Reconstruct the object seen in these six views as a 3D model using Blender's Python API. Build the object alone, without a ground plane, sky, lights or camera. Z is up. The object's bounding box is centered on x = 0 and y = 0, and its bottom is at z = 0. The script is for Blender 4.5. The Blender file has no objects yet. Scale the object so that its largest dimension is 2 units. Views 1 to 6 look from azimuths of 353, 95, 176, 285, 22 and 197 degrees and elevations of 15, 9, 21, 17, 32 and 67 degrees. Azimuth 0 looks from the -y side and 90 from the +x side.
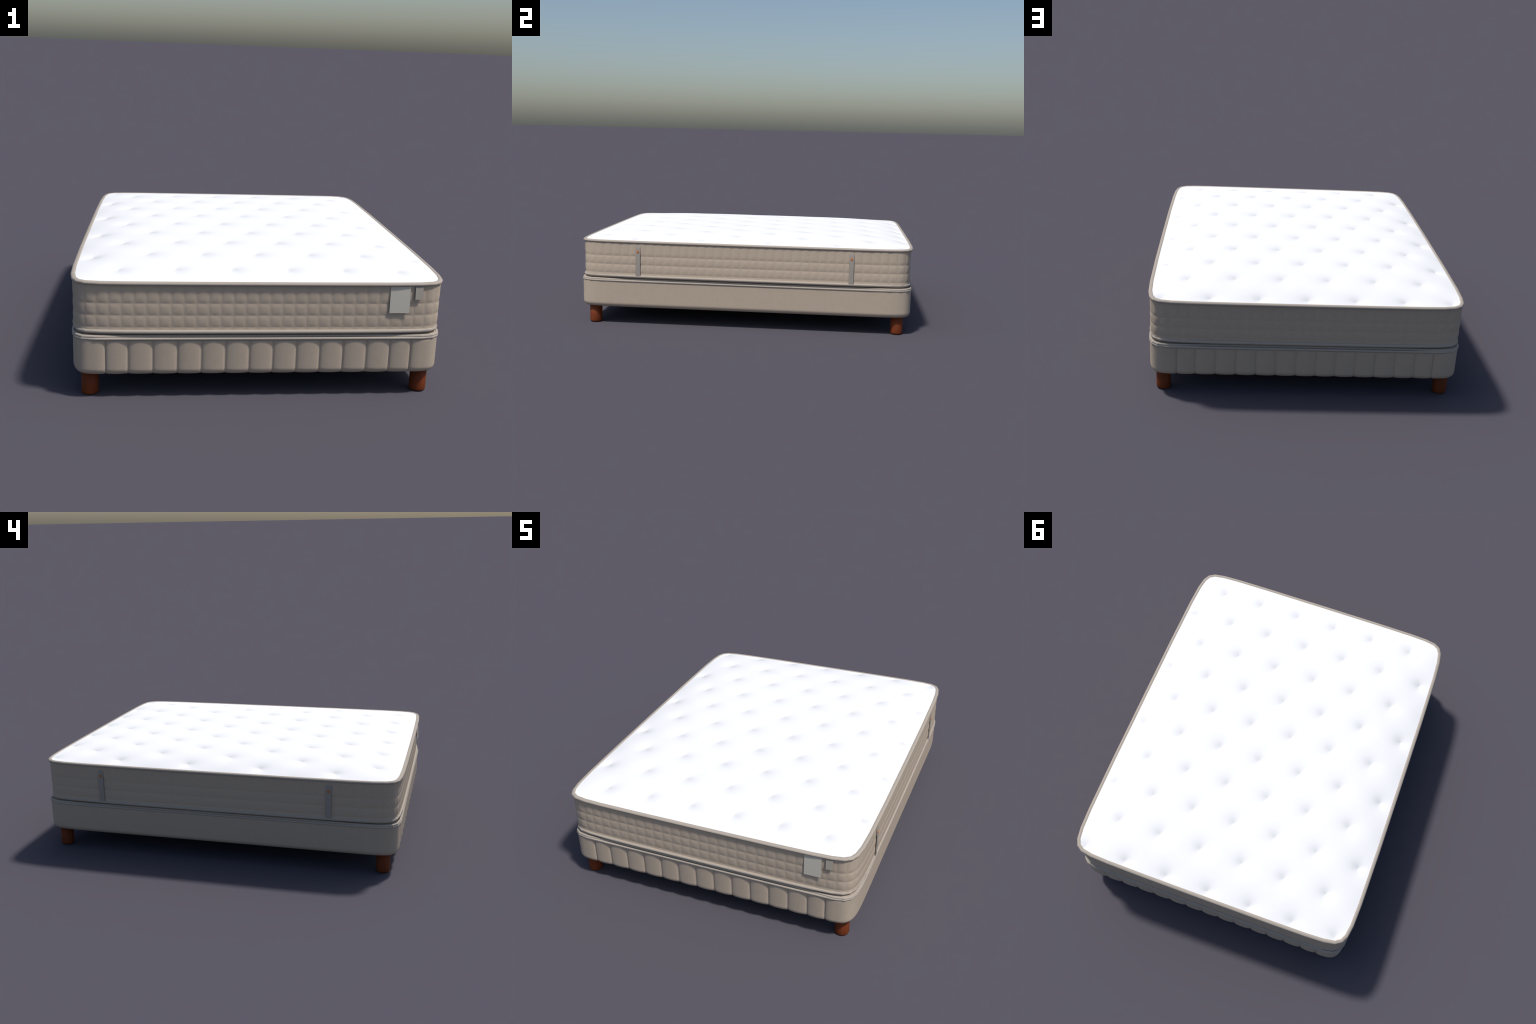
"""Double bed: a tufted white mattress on an upholstered box base with four round wooden legs."""
import bpy, bmesh, math
import numpy as np
from mathutils import Vector

# ------------------------------------------------------------------ materials
def new_mat(name):
    m = bpy.data.materials.new(name)
    m.use_nodes = True
    nt = m.node_tree
    return m, nt, nt.nodes["Principled BSDF"]

def fabric(name, col, rough=0.9, var=0.06, weave=420.0, blotch=35.0, bump=0.12,
           stretch=(1, 1, 1), sheen=0.0):
    m, nt, b = new_mat(name)
    N, L = nt.nodes, nt.links
    tc = N.new("ShaderNodeTexCoord")
    mp = N.new("ShaderNodeMapping")
    mp.inputs["Scale"].default_value = stretch
    L.new(tc.outputs["Object"], mp.inputs["Vector"])
    fine = N.new("ShaderNodeTexNoise")
    fine.inputs["Scale"].default_value = weave
    fine.inputs["Detail"].default_value = 2
    soft = N.new("ShaderNodeTexNoise")
    soft.inputs["Scale"].default_value = blotch
    soft.inputs["Detail"].default_value = 3
    L.new(mp.outputs[0], fine.inputs["Vector"])
    L.new(mp.outputs[0], soft.inputs["Vector"])
    mix = N.new("ShaderNodeMath"); mix.operation = "MULTIPLY_ADD"
    mix.inputs[1].default_value = 0.6
    half = N.new("ShaderNodeMath"); half.operation = "MULTIPLY"
    half.inputs[1].default_value = 0.4
    L.new(soft.outputs["Fac"], half.inputs[0])
    L.new(fine.outputs["Fac"], mix.inputs[0])
    L.new(half.outputs[0], mix.inputs[2])
    ramp = N.new("ShaderNodeValToRGB")
    lo, hi = 1 - var, 1 + var
    ramp.color_ramp.elements[0].position = 0.3
    ramp.color_ramp.elements[1].position = 0.7
    ramp.color_ramp.elements[0].color = (*[min(1, c * lo) for c in col], 1)
    ramp.color_ramp.elements[1].color = (*[min(1, c * hi) for c in col], 1)
    L.new(mix.outputs[0], ramp.inputs["Fac"])
    L.new(ramp.outputs["Color"], b.inputs["Base Color"])
    bp = N.new("ShaderNodeBump")
    bp.inputs["Strength"].default_value = bump
    bp.inputs["Distance"].default_value = 0.001
    L.new(fine.outputs["Fac"], bp.inputs["Height"])
    L.new(bp.outputs["Normal"], b.inputs["Normal"])
    b.inputs["Roughness"].default_value = rough
    b.inputs["Specular IOR Level"].default_value = 0.2
    if sheen:
        b.inputs["Sheen Weight"].default_value = sheen
    return m

def wood(name):
    m, nt, b = new_mat(name)
    N, L = nt.nodes, nt.links
    tc = N.new("ShaderNodeTexCoord")
    mp = N.new("ShaderNodeMapping")
    mp.inputs["Scale"].default_value = (1, 1, 0.06)
    L.new(tc.outputs["Object"], mp.inputs["Vector"])
    n = N.new("ShaderNodeTexNoise")
    n.inputs["Scale"].default_value = 110
    n.inputs["Detail"].default_value = 5
    L.new(mp.outputs[0], n.inputs["Vector"])
    r = N.new("ShaderNodeValToRGB")
    r.color_ramp.elements[0].position = 0.3
    r.color_ramp.elements[0].color = (0.130, 0.0265, 0.0070, 1)
    r.color_ramp.elements[1].position = 0.7
    r.color_ramp.elements[1].color = (0.188, 0.0430, 0.0115, 1)
    L.new(n.outputs["Fac"], r.inputs["Fac"])
    L.new(r.outputs["Color"], b.inputs["Base Color"])
    b.inputs["Roughness"].default_value = 0.65
    b.inputs["Specular IOR Level"].default_value = 0.2
    return m

M_TOP = fabric("white_quilted_cotton", (0.880, 0.880, 0.880), var=0.008, bump=0.03)
def add_tuft_bump(m, depth, radius, power):
    """Deepen the pull of the tufts in the shading: bump over the same staggered lattice as the dimples
    (0.24 m across, rows 0.2 m apart, every other row shifted by half a step)."""
    nt = m.node_tree
    N, L = nt.nodes, nt.links
    b = N["Principled BSDF"]
    tc = N.new("ShaderNodeTexCoord")
    dist = []
    for ox, oy in ((0.12, -0.85), (0.0, -0.65)):
        off = N.new("ShaderNodeVectorMath"); off.operation = "SUBTRACT"
        off.inputs[1].default_value = (ox, oy, 0)
        L.new(tc.outputs["Object"], off.inputs[0])
        wr = N.new("ShaderNodeVectorMath"); wr.operation = "WRAP"
        wr.inputs[1].default_value = (0.12, 0.2, 10)
        wr.inputs[2].default_value = (-0.12, -0.2, -10)
        L.new(off.outputs[0], wr.inputs[0])
        flat = N.new("ShaderNodeVectorMath"); flat.operation = "MULTIPLY"
        flat.inputs[1].default_value = (1, 1, 0)
        L.new(wr.outputs[0], flat.inputs[0])
        ln = N.new("ShaderNodeVectorMath"); ln.operation = "LENGTH"
        L.new(flat.outputs[0], ln.inputs[0])
        dist.append(ln.outputs["Value"])
    def math_node(op, a, bb=None):
        n = N.new("ShaderNodeMath"); n.operation = op
        for k, v in enumerate((a, bb)):
            if v is None:
                continue
            if isinstance(v, (int, float)):
                n.inputs[k].default_value = v
            else:
                L.new(v, n.inputs[k])
        return n.outputs[0]
    d = math_node("MINIMUM", dist[0], dist[1])
    d = math_node("POWER", math_node("MULTIPLY", d, 1.0 / radius), power)
    h = math_node("EXPONENT", math_node("MULTIPLY", d, -1.0))
    h = math_node("MULTIPLY", h, -1.0)
    bp = N.new("ShaderNodeBump")
    bp.inputs["Strength"].default_value = 1.0
    bp.inputs["Distance"].default_value = depth
    L.new(h, bp.inputs["Height"])
    old = [n for n in N if n.type == "BUMP" and n != bp][0]
    L.new(bp.outputs["Normal"], old.inputs["Normal"])
add_tuft_bump(M_TOP, 0.0135, 0.040, 1.25)
M_SIDE = fabric("beige_knit_fabric", (0.475, 0.390, 0.305), var=0.07, weave=260, blotch=60, stretch=(1, 1, 1.6))
M_BASE = fabric("beige_upholstery_fabric", (0.455, 0.375, 0.295), var=0.05, weave=300, blotch=45, stretch=(1, 1, 0.8))
M_PIPE = fabric("grey_piping_tape", (0.41, 0.360, 0.305), var=0.03, weave=500, rough=0.8)
M_STRAP = fabric("grey_webbing", (0.335, 0.302, 0.270), var=0.05, weave=600)
M_LABEL = fabric("pale_label_cloth", (0.56, 0.53, 0.45), var=0.03, weave=500)
M_LABEL2 = fabric("darker_label_cloth", (0.38, 0.345, 0.295), var=0.03, weave=500)  # darker, browner grey than the large label, used on the small tag
M_BUTTON = fabric("orange_leather_button", (0.52, 0.19, 0.065), var=0.03, rough=0.6)
M_UNDER = fabric("dark_underside_felt", (0.20, 0.18, 0.16), var=0.04)
M_WOOD = wood("reddish_stained_wood")

# ------------------------------------------------------------------ outlines
# first-quadrant corner of each rounded-rectangle plan, from the +x side to the +y end
MATTRESS_PLAN = [(0.8042, 0.0), (0.8036, 0.42), (0.8000, 0.735), (0.7940, 0.858), (0.7835, 0.922),
                 (0.7650, 0.9590), (0.7310, 0.9815), (0.6700, 0.9925), (0.5700, 0.9970),
                 (0.3550, 0.9992), (0.0, 0.9998)]
BASE_PLAN = [(0.7895, 0.0), (0.7898, 0.45), (0.7900, 0.735), (0.7880, 0.856), (0.7810, 0.920),
             (0.7655, 0.9585), (0.7400, 0.9800), (0.6850, 0.9905), (0.5700, 0.9914),
             (0.3550, 0.9915), (0.0, 0.9915)]

def plan_loop(quarter, step=0.005, curved=False):
    """Closed counter-clockwise loop of points and smooth outward normals.
    curved=True runs a smooth curve through the plan points instead of straight chords."""
    q = [np.array(p) for p in quarter]
    pts = q[:-1] + [p * (-1, 1) for p in q[::-1]][:-1] + [-p for p in q][:-1] + \
          [p * (1, -1) for p in q[::-1]][:-1]
    pts = np.array(pts)
    n = len(pts)
    e = np.roll(pts, -1, 0) - pts
    en = np.stack([e[:, 1], -e[:, 0]], 1) / np.linalg.norm(e, axis=1)[:, None]
    vn = en + np.roll(en, 1, 0)
    vn /= np.linalg.norm(vn, axis=1)[:, None]
    P, Nn = [], []
    for i in range(n):
        j = (i + 1) % n
        k = max(2, int(round(np.linalg.norm(e[i]) / step)))
        for t in np.arange(k) / k:
            if curved:                                   # Hermite span, tangents from the vertex normals
                ln = np.linalg.norm(e[i])
                t0 = np.array([-vn[i][1], vn[i][0]]) * ln
                t1 = np.array([-vn[j][1], vn[j][0]]) * ln
                P.append(pts[i] * (2*t**3 - 3*t*t + 1) + t0 * (t**3 - 2*t*t + t)
                         + pts[j] * (3*t*t - 2*t**3) + t1 * (t**3 - t*t))
            else:
                P.append(pts[i] * (1 - t) + pts[j] * t)
            v = vn[i] * (1 - t) + vn[j] * t
            Nn.append(v / np.linalg.norm(v))
    P, Nn = np.array(P), np.array(Nn)
    if curved:
        tg = np.roll(P, -1, 0) - np.roll(P, 1, 0)
        Nn = np.stack([tg[:, 1], -tg[:, 0]], 1) / np.linalg.norm(tg, axis=1)[:, None]
    seg = np.linalg.norm(np.roll(P, -1, 0) - P, axis=1)
    S = np.concatenate([[0], np.cumsum(seg)[:-1]])
    return P, Nn, S, seg.sum()

def mesh_object(name, verts, faces, mat, parent=None, smooth=True):
    me = bpy.data.meshes.new(name)
    me.from_pydata([tuple(map(float, v)) for v in verts], [], faces)
    me.materials.append(mat)
    if smooth:
        me.polygons.foreach_set("use_smooth", [True] * len(me.polygons))
    me.update()
    ob = bpy.data.objects.new(name, me)
    bpy.context.scene.collection.objects.link(ob)
    if parent is not None:
        ob.parent = parent
    return ob

def loft(name, loop, profile, mat, parent, push=None, caps=False, closed_profile=False):
    """Sweep a (inset, z) profile round a plan loop; push(points, s, z) adds outward relief."""
    P, Nn, S, _ = loop
    n = len(P)
    rings = []
    for ins, z in profile:
        o = np.full(n, -ins)
        if push is not None:
            o = o + push(P, S, z)
        rings.append(np.column_stack([P + Nn * o[:, None], np.full(n, z)]))
    V = np.concatenate(rings)
    F = []
    m = len(profile)
    for r in range(m if closed_profile else m - 1):
        a, b = r * n, ((r + 1) % m) * n
        for i in range(n):
            j = (i + 1) % n
            F.append((a + i, a + j, b + j, b + i))
    if caps:
        F.append(tuple(range(n))[::-1])
        F.append(tuple(range((m - 1) * n, m * n)))
    return mesh_object(name, V, F, mat, parent)

def round_section(inset, z, r, rz=None, k=16):
    """Round or oval section, ordered so that faces point outwards."""
    rz = rz or r
    return [(inset - r * math.cos(2 * math.pi * i / k), z + rz * math.sin(2 * math.pi * i / k))
            for i in range(k)]

# ------------------------------------------------------------------ bed root
bed = bpy.data.objects.new("bed", None)
bpy.context.scene.collection.objects.link(bed)
bed["label"] = "white tufted mattress on beige upholstered base with round wooden legs"
bed["category"] = "bed"

ML = plan_loop(MATTRESS_PLAN)
MLC = plan_loop(MATTRESS_PLAN, 0.0035, curved=True)
BL = plan_loop(BASE_PLAN, 0.004)
BLC = plan_loop(BASE_PLAN, 0.004, curved=True)

# ------------------------------------------------------------------ mattress
Z_TOP_PIPE, R_TOP_PIPE, H_TOP_PIPE = 0.5035, 0.0120, 0.0085
Z_LOW_PIPE, R_LOW_PIPE = 0.2968, 0.0085
SIDE_INSET, END_INSET = 0.0090, 0.0132
ROW0, ROW = 0.3152, 0.0515          # lowest groove and row height of the quilted border
CELL_N = round(MLC[3] / 0.0511)
QUILT = 0.0023

def quilt(P, S, z):
    u = S / MLC[3] * CELL_N + 0.36
    v = (z - ROW0) / ROW
    fade = min(1.0, max(0.0, (0.5 - z) / 0.006)) * min(1.0, max(0.0, (z - 0.294) / 0.006))
    fu, fv = u % 1.0, v % 1.0
    su = (1 - np.abs(2 * fu - 1) ** 2.6) ** 1.2
    sv = (1 - abs(2 * fv - 1) ** 2.6) ** 1.2
    if v > 2.5:                                          # the top row runs up under the piping unstitched
        sv = 1.0
    end = np.clip((np.abs(P[:, 1]) - 0.93) / 0.06, 0, 1)
    return QUILT * fade * sv * (1 - (0.65 + 0.15 * end) * (1 - su)) - (END_INSET - SIDE_INSET) * end

zs = np.linspace(0.290, 0.502, 90)
side_profile = [(0.060, 0.2835), (0.020, 0.2845), (SIDE_INSET + 0.003, 0.287)] + \
               [(SIDE_INSET, z) for z in zs]
mattress = loft("mattress", MLC, side_profile, M_SIDE, bed, quilt)
bm = bmesh.new(); bm.from_mesh(mattress.data)
edge = [e for e in bm.edges if e.is_boundary and e.verts[0].co.z < 0.3]
bmesh.ops.contextual_create(bm, geom=edge)
bm.to_mesh(mattress.data); bm.free()

loft("piping", ML, round_section(R_TOP_PIPE, Z_TOP_PIPE, R_TOP_PIPE, H_TOP_PIPE), M_PIPE, mattress, closed_profile=True)
def low_pipe_draw(P, S, z):
    """The lower piping tucks in a little round the corners."""
    c = np.clip(1 - np.hypot(np.maximum(0, 0.77 - np.abs(P[:, 0])), np.maximum(0, 0.93 - np.abs(P[:, 1]))) / 0.3, 0, 1)
    return -0.0035 * c
loft("piping", ML, round_section(0.0012 + R_LOW_PIPE, Z_LOW_PIPE, R_LOW_PIPE), M_PIPE, mattress,
     low_pipe_draw, closed_profile=True)

# tufted top: a Coons patch over the inset plan, crowned, with a staggered field of dimples
RIM_INSET, RIM_Z = 0.0185, 0.5098
CROWN, CROWN_P = 0.0394, 5.1
TUFT_DEPTH, TUFT_R, TUFT_P = 0.0040, 0.040, 1.25

def tuft_centres():
    out = []
    for k in range(10):
        y = -0.850 + 0.2 * k
        xs = [-0.6 + 0.24 * i for i in range(6)] if k % 2 == 0 else [-0.72 + 0.24 * i for i in range(7)]
        out += [(x, y) for x in xs]
    return np.array(out)

def build_top():
    q = np.array(MATTRESS_PLAN)
    e = np.diff(q, axis=0)
    en = np.stack([e[:, 1], -e[:, 0]], 1) / np.linalg.norm(e, axis=1)[:, None]
    vn = np.vstack([[1, 0], en[:-1] + en[1:], [0, 1]])
    vn /= np.linalg.norm(vn, axis=1)[:, None]
    q = q - vn * RIM_INSET
    c = 5                                              # plan vertex that serves as patch corner
    side, end = q[:c + 1], q[c:][::-1]                 # side: y rising; end: x rising
    nx, ny = 300, 372
    ty = np.linspace(-1, 1, ny + 1); tx = np.linspace(-1, 1, nx + 1)
    ys = np.abs(ty) * side[-1, 1]
    xs = np.abs(tx) * end[-1, 0]
    side_x = np.interp(ys, side[:, 1], side[:, 0])
    end_y = np.interp(xs, end[:, 0], end[:, 1])
    X = tx[None, :] * side_x[:, None]
    Y = ty[:, None] * end_y[None, :]
    # inset distance to the rim polyline (first quadrant by symmetry)
    A = np.stack([np.abs(X), np.abs(Y)], -1).reshape(-1, 2)
    D = np.full(len(A), 9.0)
    for p0, p1 in zip(q[:-1], q[1:]):
        d = p1 - p0
        t = np.clip(((A - p0) @ d) / (d @ d), 0, 1)
        D = np.minimum(D, np.linalg.norm(A - (p0 + t[:, None] * d), axis=1))
    # crown: quartic-like dome in each direction, zero on the rim
    gx = 1 - (np.abs(np.broadcast_to(tx[None, :], X.shape)).ravel()) ** CROWN_P
    gy = 1 - (np.abs(np.broadcast_to(ty[:, None], X.shape)).ravel()) ** CROWN_P
    Z = RIM_Z + CROWN * gx * gy
    xy = np.stack([X.ravel(), Y.ravel()], 1)
    gate = np.clip(D / 0.03, 0, 1)
    for cx, cy in tuft_centres():
        r = np.hypot(xy[:, 0] - cx, xy[:, 1] - cy)
        near = r < 0.2
        Z[near] -= gate[near] * TUFT_DEPTH * np.exp(-(r[near] / TUFT_R) ** TUFT_P)
    V = np.column_stack([xy, Z])
    F = []
    w = nx + 1
    for j in range(ny):
        for i in range(nx):
            a = j * w + i
            F.append((a, a + 1, a + w + 1, a + w))
    return mesh_object("top_cover", V, F, M_TOP, mattress)

build_top()

# handles: upright webbing straps with an orange button, two on each long side
def strip(name, path, axis, width, thick, mat, parent):
    """Ribbon of real thickness: path = points on the centre line, axis = width direction."""
    path = [Vector(p) for p in path]
    axis = Vector(axis).normalized()
    V, F = [], []
    n = len(path)
    for i, p in enumerate(path):
        t = (path[min(i + 1, n - 1)] - path[max(i - 1, 0)]).normalized()
        nrm = axis.cross(t).normalized()
        for sa, sn in ((-1, -1), (1, -1), (1, 1), (-1, 1)):
            V.append(p + axis * (sa * width / 2) + nrm * (sn * thick / 2))
    for i in range(n - 1):
        a, b = 4 * i, 4 * i + 4
        for k in range(4):
            l = (k + 1) % 4
            F.append((a + k, a + l, b + l, b + k))
    F.append((3, 2, 1, 0)); F.append(tuple(range(4 * n - 4, 4 * n)))
    ob = mesh_object(name, V, F, mat, parent, smooth=False)
    bm = bmesh.new(); bm.from_mesh(ob.data)
    bmesh.ops.recalc_face_normals(bm, faces=bm.faces)
    bm.to_mesh(ob.data); bm.free()
    return ob

STRAP_Y, STRAP_W = 0.631, 0.0270
side_x = np.interp(STRAP_Y, [0.42, 0.735], [0.8036, 0.8000]) - SIDE_INSET
def strap_bow(z):
    t = (0.490 - z) / (0.490 - 0.302)
    return 0.0025 + 0.0035 * t + 0.0040 * math.sin(math.pi * min(1, t) ** 0.8)

for sx in (1, -1):
    for sy in (-1, 1):
        zz = np.linspace(0.492, 0.3025, 18)
        path = [(sx * (side_x + strap_bow(z)), sy * STRAP_Y, z) for z in zz]
        strip("strap", path, (0, 1, 0), STRAP_W, 0.0022, M_STRAP, mattress)
        bm = bmesh.new()
        bmesh.ops.create_cone(bm, segments=28, radius1=0.0079, radius2=0.0070, depth=0.003, cap_ends=True)
        me = bpy.data.meshes.new("button"); bm.to_mesh(me); bm.free()
        me.materials.append(M_BUTTON)
        b = bpy.data.objects.new("button", me)
        bpy.context.scene.collection.objects.link(b)
        b.parent = mattress
        b.rotation_euler = (0, sx * math.pi / 2, 0)
        b.location = (sx * (side_x + strap_bow(0.448) + 0.0022), sy * STRAP_Y, 0.448)

# sewn-in cloth labels on the foot end
def tag(x0, x1, z0, z1, y_top, y_bot, mat, twist=0.0):
    n = 10
    path = []
    for i in range(n + 1):
        t = i / n
        path.append(((x0 + x1) / 2, y_top + (y_bot - y_top) * t ** 0.7, z1 + (z0 - z1) * t))
    return strip("label", path, (math.cos(twist), math.sin(twist), 0), x1 - x0, 0.0012, mat, mattress)

tag(0.5375, 0.6235, 0.3805, 0.495, -0.9880, -0.9930, M_LABEL)
tag(0.6450, 0.6790, 0.4395, 0.495, -0.9868, -0.9915, M_LABEL2, twist=0.10)

# ------------------------------------------------------------------ base
PAD_EDGES = [0.05, 0.15, 0.25, 0.35, 0.452, 0.553, 0.6455]
PAD_DEPTH = 0.0095
grooves = sorted([-g for g in PAD_EDGES] + PAD_EDGES)

def pad_relief(P, S, z):
    """Indent of the end panels between their upholstered pads (0 on the pad, -depth in the seams)."""
    onend = np.abs(P[:, 1]) > 0.90
    x = P[:, 0]
    g = np.array([-1.2] + grooves + [1.2])
    k = np.clip(np.searchsorted(g, x) - 1, 0, len(g) - 2)
    lo, hi = g[k], g[k + 1]
    dx = np.minimum(x - lo, hi - x)                     # distance to the nearest seam
    d = dx
    w = 0.050
    t = np.clip(d / w, 0, 1)
    f = np.sqrt(np.clip(1 - (1 - t) ** 2, 0, 1))
    ind = -PAD_DEPTH * (1 - f)
    tuck = min(1.0, max(0.0, (z - 0.254) / 0.010))      # flat welt under the piping
    ind = ind * (1 - tuck) - PAD_DEPTH * tuck
    ax = np.abs(x)
    corner_fade = np.clip((0.745 - ax) / (0.745 - 0.665), 0, 1)
    corner_fade = corner_fade ** 2 * (3 - 2 * corner_fade)
    slit = 0.002 * np.exp(-(dx / 0.003) ** 2) * (1 - tuck)
    return np.where(onend, (ind - slit) * corner_fade, 0.0)

B_BOT, B_R = 0.1033, 0.030
prof = [(0.10, B_BOT), (B_R + 0.012, B_BOT)]
for i in range(0, 13):
    a = math.radians(90 * i / 12)
    prof.append((B_R * (1 - math.sin(a)), B_BOT + B_R * (1 - math.cos(a))))
prof += [(0.0, z) for z in np.linspace(B_BOT + B_R + 0.004, 0.266, 42)]
prof += [(0.001, 0.272), (0.008, 0.2795), (0.03, 0.2815), (0.10, 0.2825)]
base = loft("base", BLC, prof, M_BASE, bed, pad_relief)
bm = bmesh.new(); bm.from_mesh(base.data)
for low in (True, False):
    edge = [e for e in bm.edges if e.is_boundary and (e.verts[0].co.z < 0.2) == low]
    bmesh.ops.contextual_create(bm, geom=edge)
bm.to_mesh(base.data); bm.free()

# double piping round the top edge of the base: the lower cord stands proud, the upper one
# draws back under the mattress away from the corners
def cord_draw(P, S, z):
    d = np.minimum(np.clip((0.74 - np.abs(P[:, 0])) / 0.25, 0, 1) + (np.abs(P[:, 1]) < 0.9),
                   np.clip((0.90 - np.abs(P[:, 1])) / 0.25, 0, 1) + (np.abs(P[:, 1]) > 0.9))
    d = np.clip(d, 0, 1)
    return -np.where(np.abs(P[:, 1]) > 0.9, 0.008, 0.005) * d * d * (3 - 2 * d)
loft("base_piping", BL, round_section(-0.0048 + 0.0060, 0.2668, 0.0060), M_PIPE, base, closed_profile=True)
loft("base_piping", BL, round_section(-0.0030 + 0.0066, 0.2752, 0.0066), M_PIPE, base, cord_draw, closed_profile=True)

# ------------------------------------------------------------------ legs
LEG_R, LEG_TOP = 0.0365, 0.125
def leg_mesh():
    k = 40
    prof = [(0.0, 0.0), (LEG_R - 0.006, 0.0), (LEG_R - 0.002, 0.0015), (LEG_R - 0.0003, 0.006),
            (LEG_R, 0.012), (LEG_R, LEG_TOP), (0.0, LEG_TOP)]
    V = [(r * math.cos(2 * math.pi * i / k), r * math.sin(2 * math.pi * i / k), z)
         for r, z in prof[1:-1] for i in range(k)]
    F = []
    for r in range(len(prof) - 3):
        for i in range(k):
            j = (i + 1) % k
            F.append((r * k + i, r * k + j, (r + 1) * k + j, (r + 1) * k + i))
    m = len(prof) - 2
    F.append(tuple(range(k))[::-1]); F.append(tuple(range((m - 1) * k, m * k)))
    me = bpy.data.meshes.new("leg")
    me.from_pydata(V, [], F)
    me.materials.append(M_WOOD)
    me.polygons.foreach_set("use_smooth", [len(f) == 4 for f in F])
    me.update()
    return me
lm = leg_mesh()
for i, (sx, sy) in enumerate(((1, 1), (-1, 1), (-1, -1), (1, -1))):
    ob = bpy.data.objects.new("leg", lm)
    bpy.context.scene.collection.objects.link(ob)
    ob.parent = base
    ob.location = (sx * 0.7160, sy * 0.9115, 0)
    ob.rotation_euler = (0, 0, 1.3 * i)
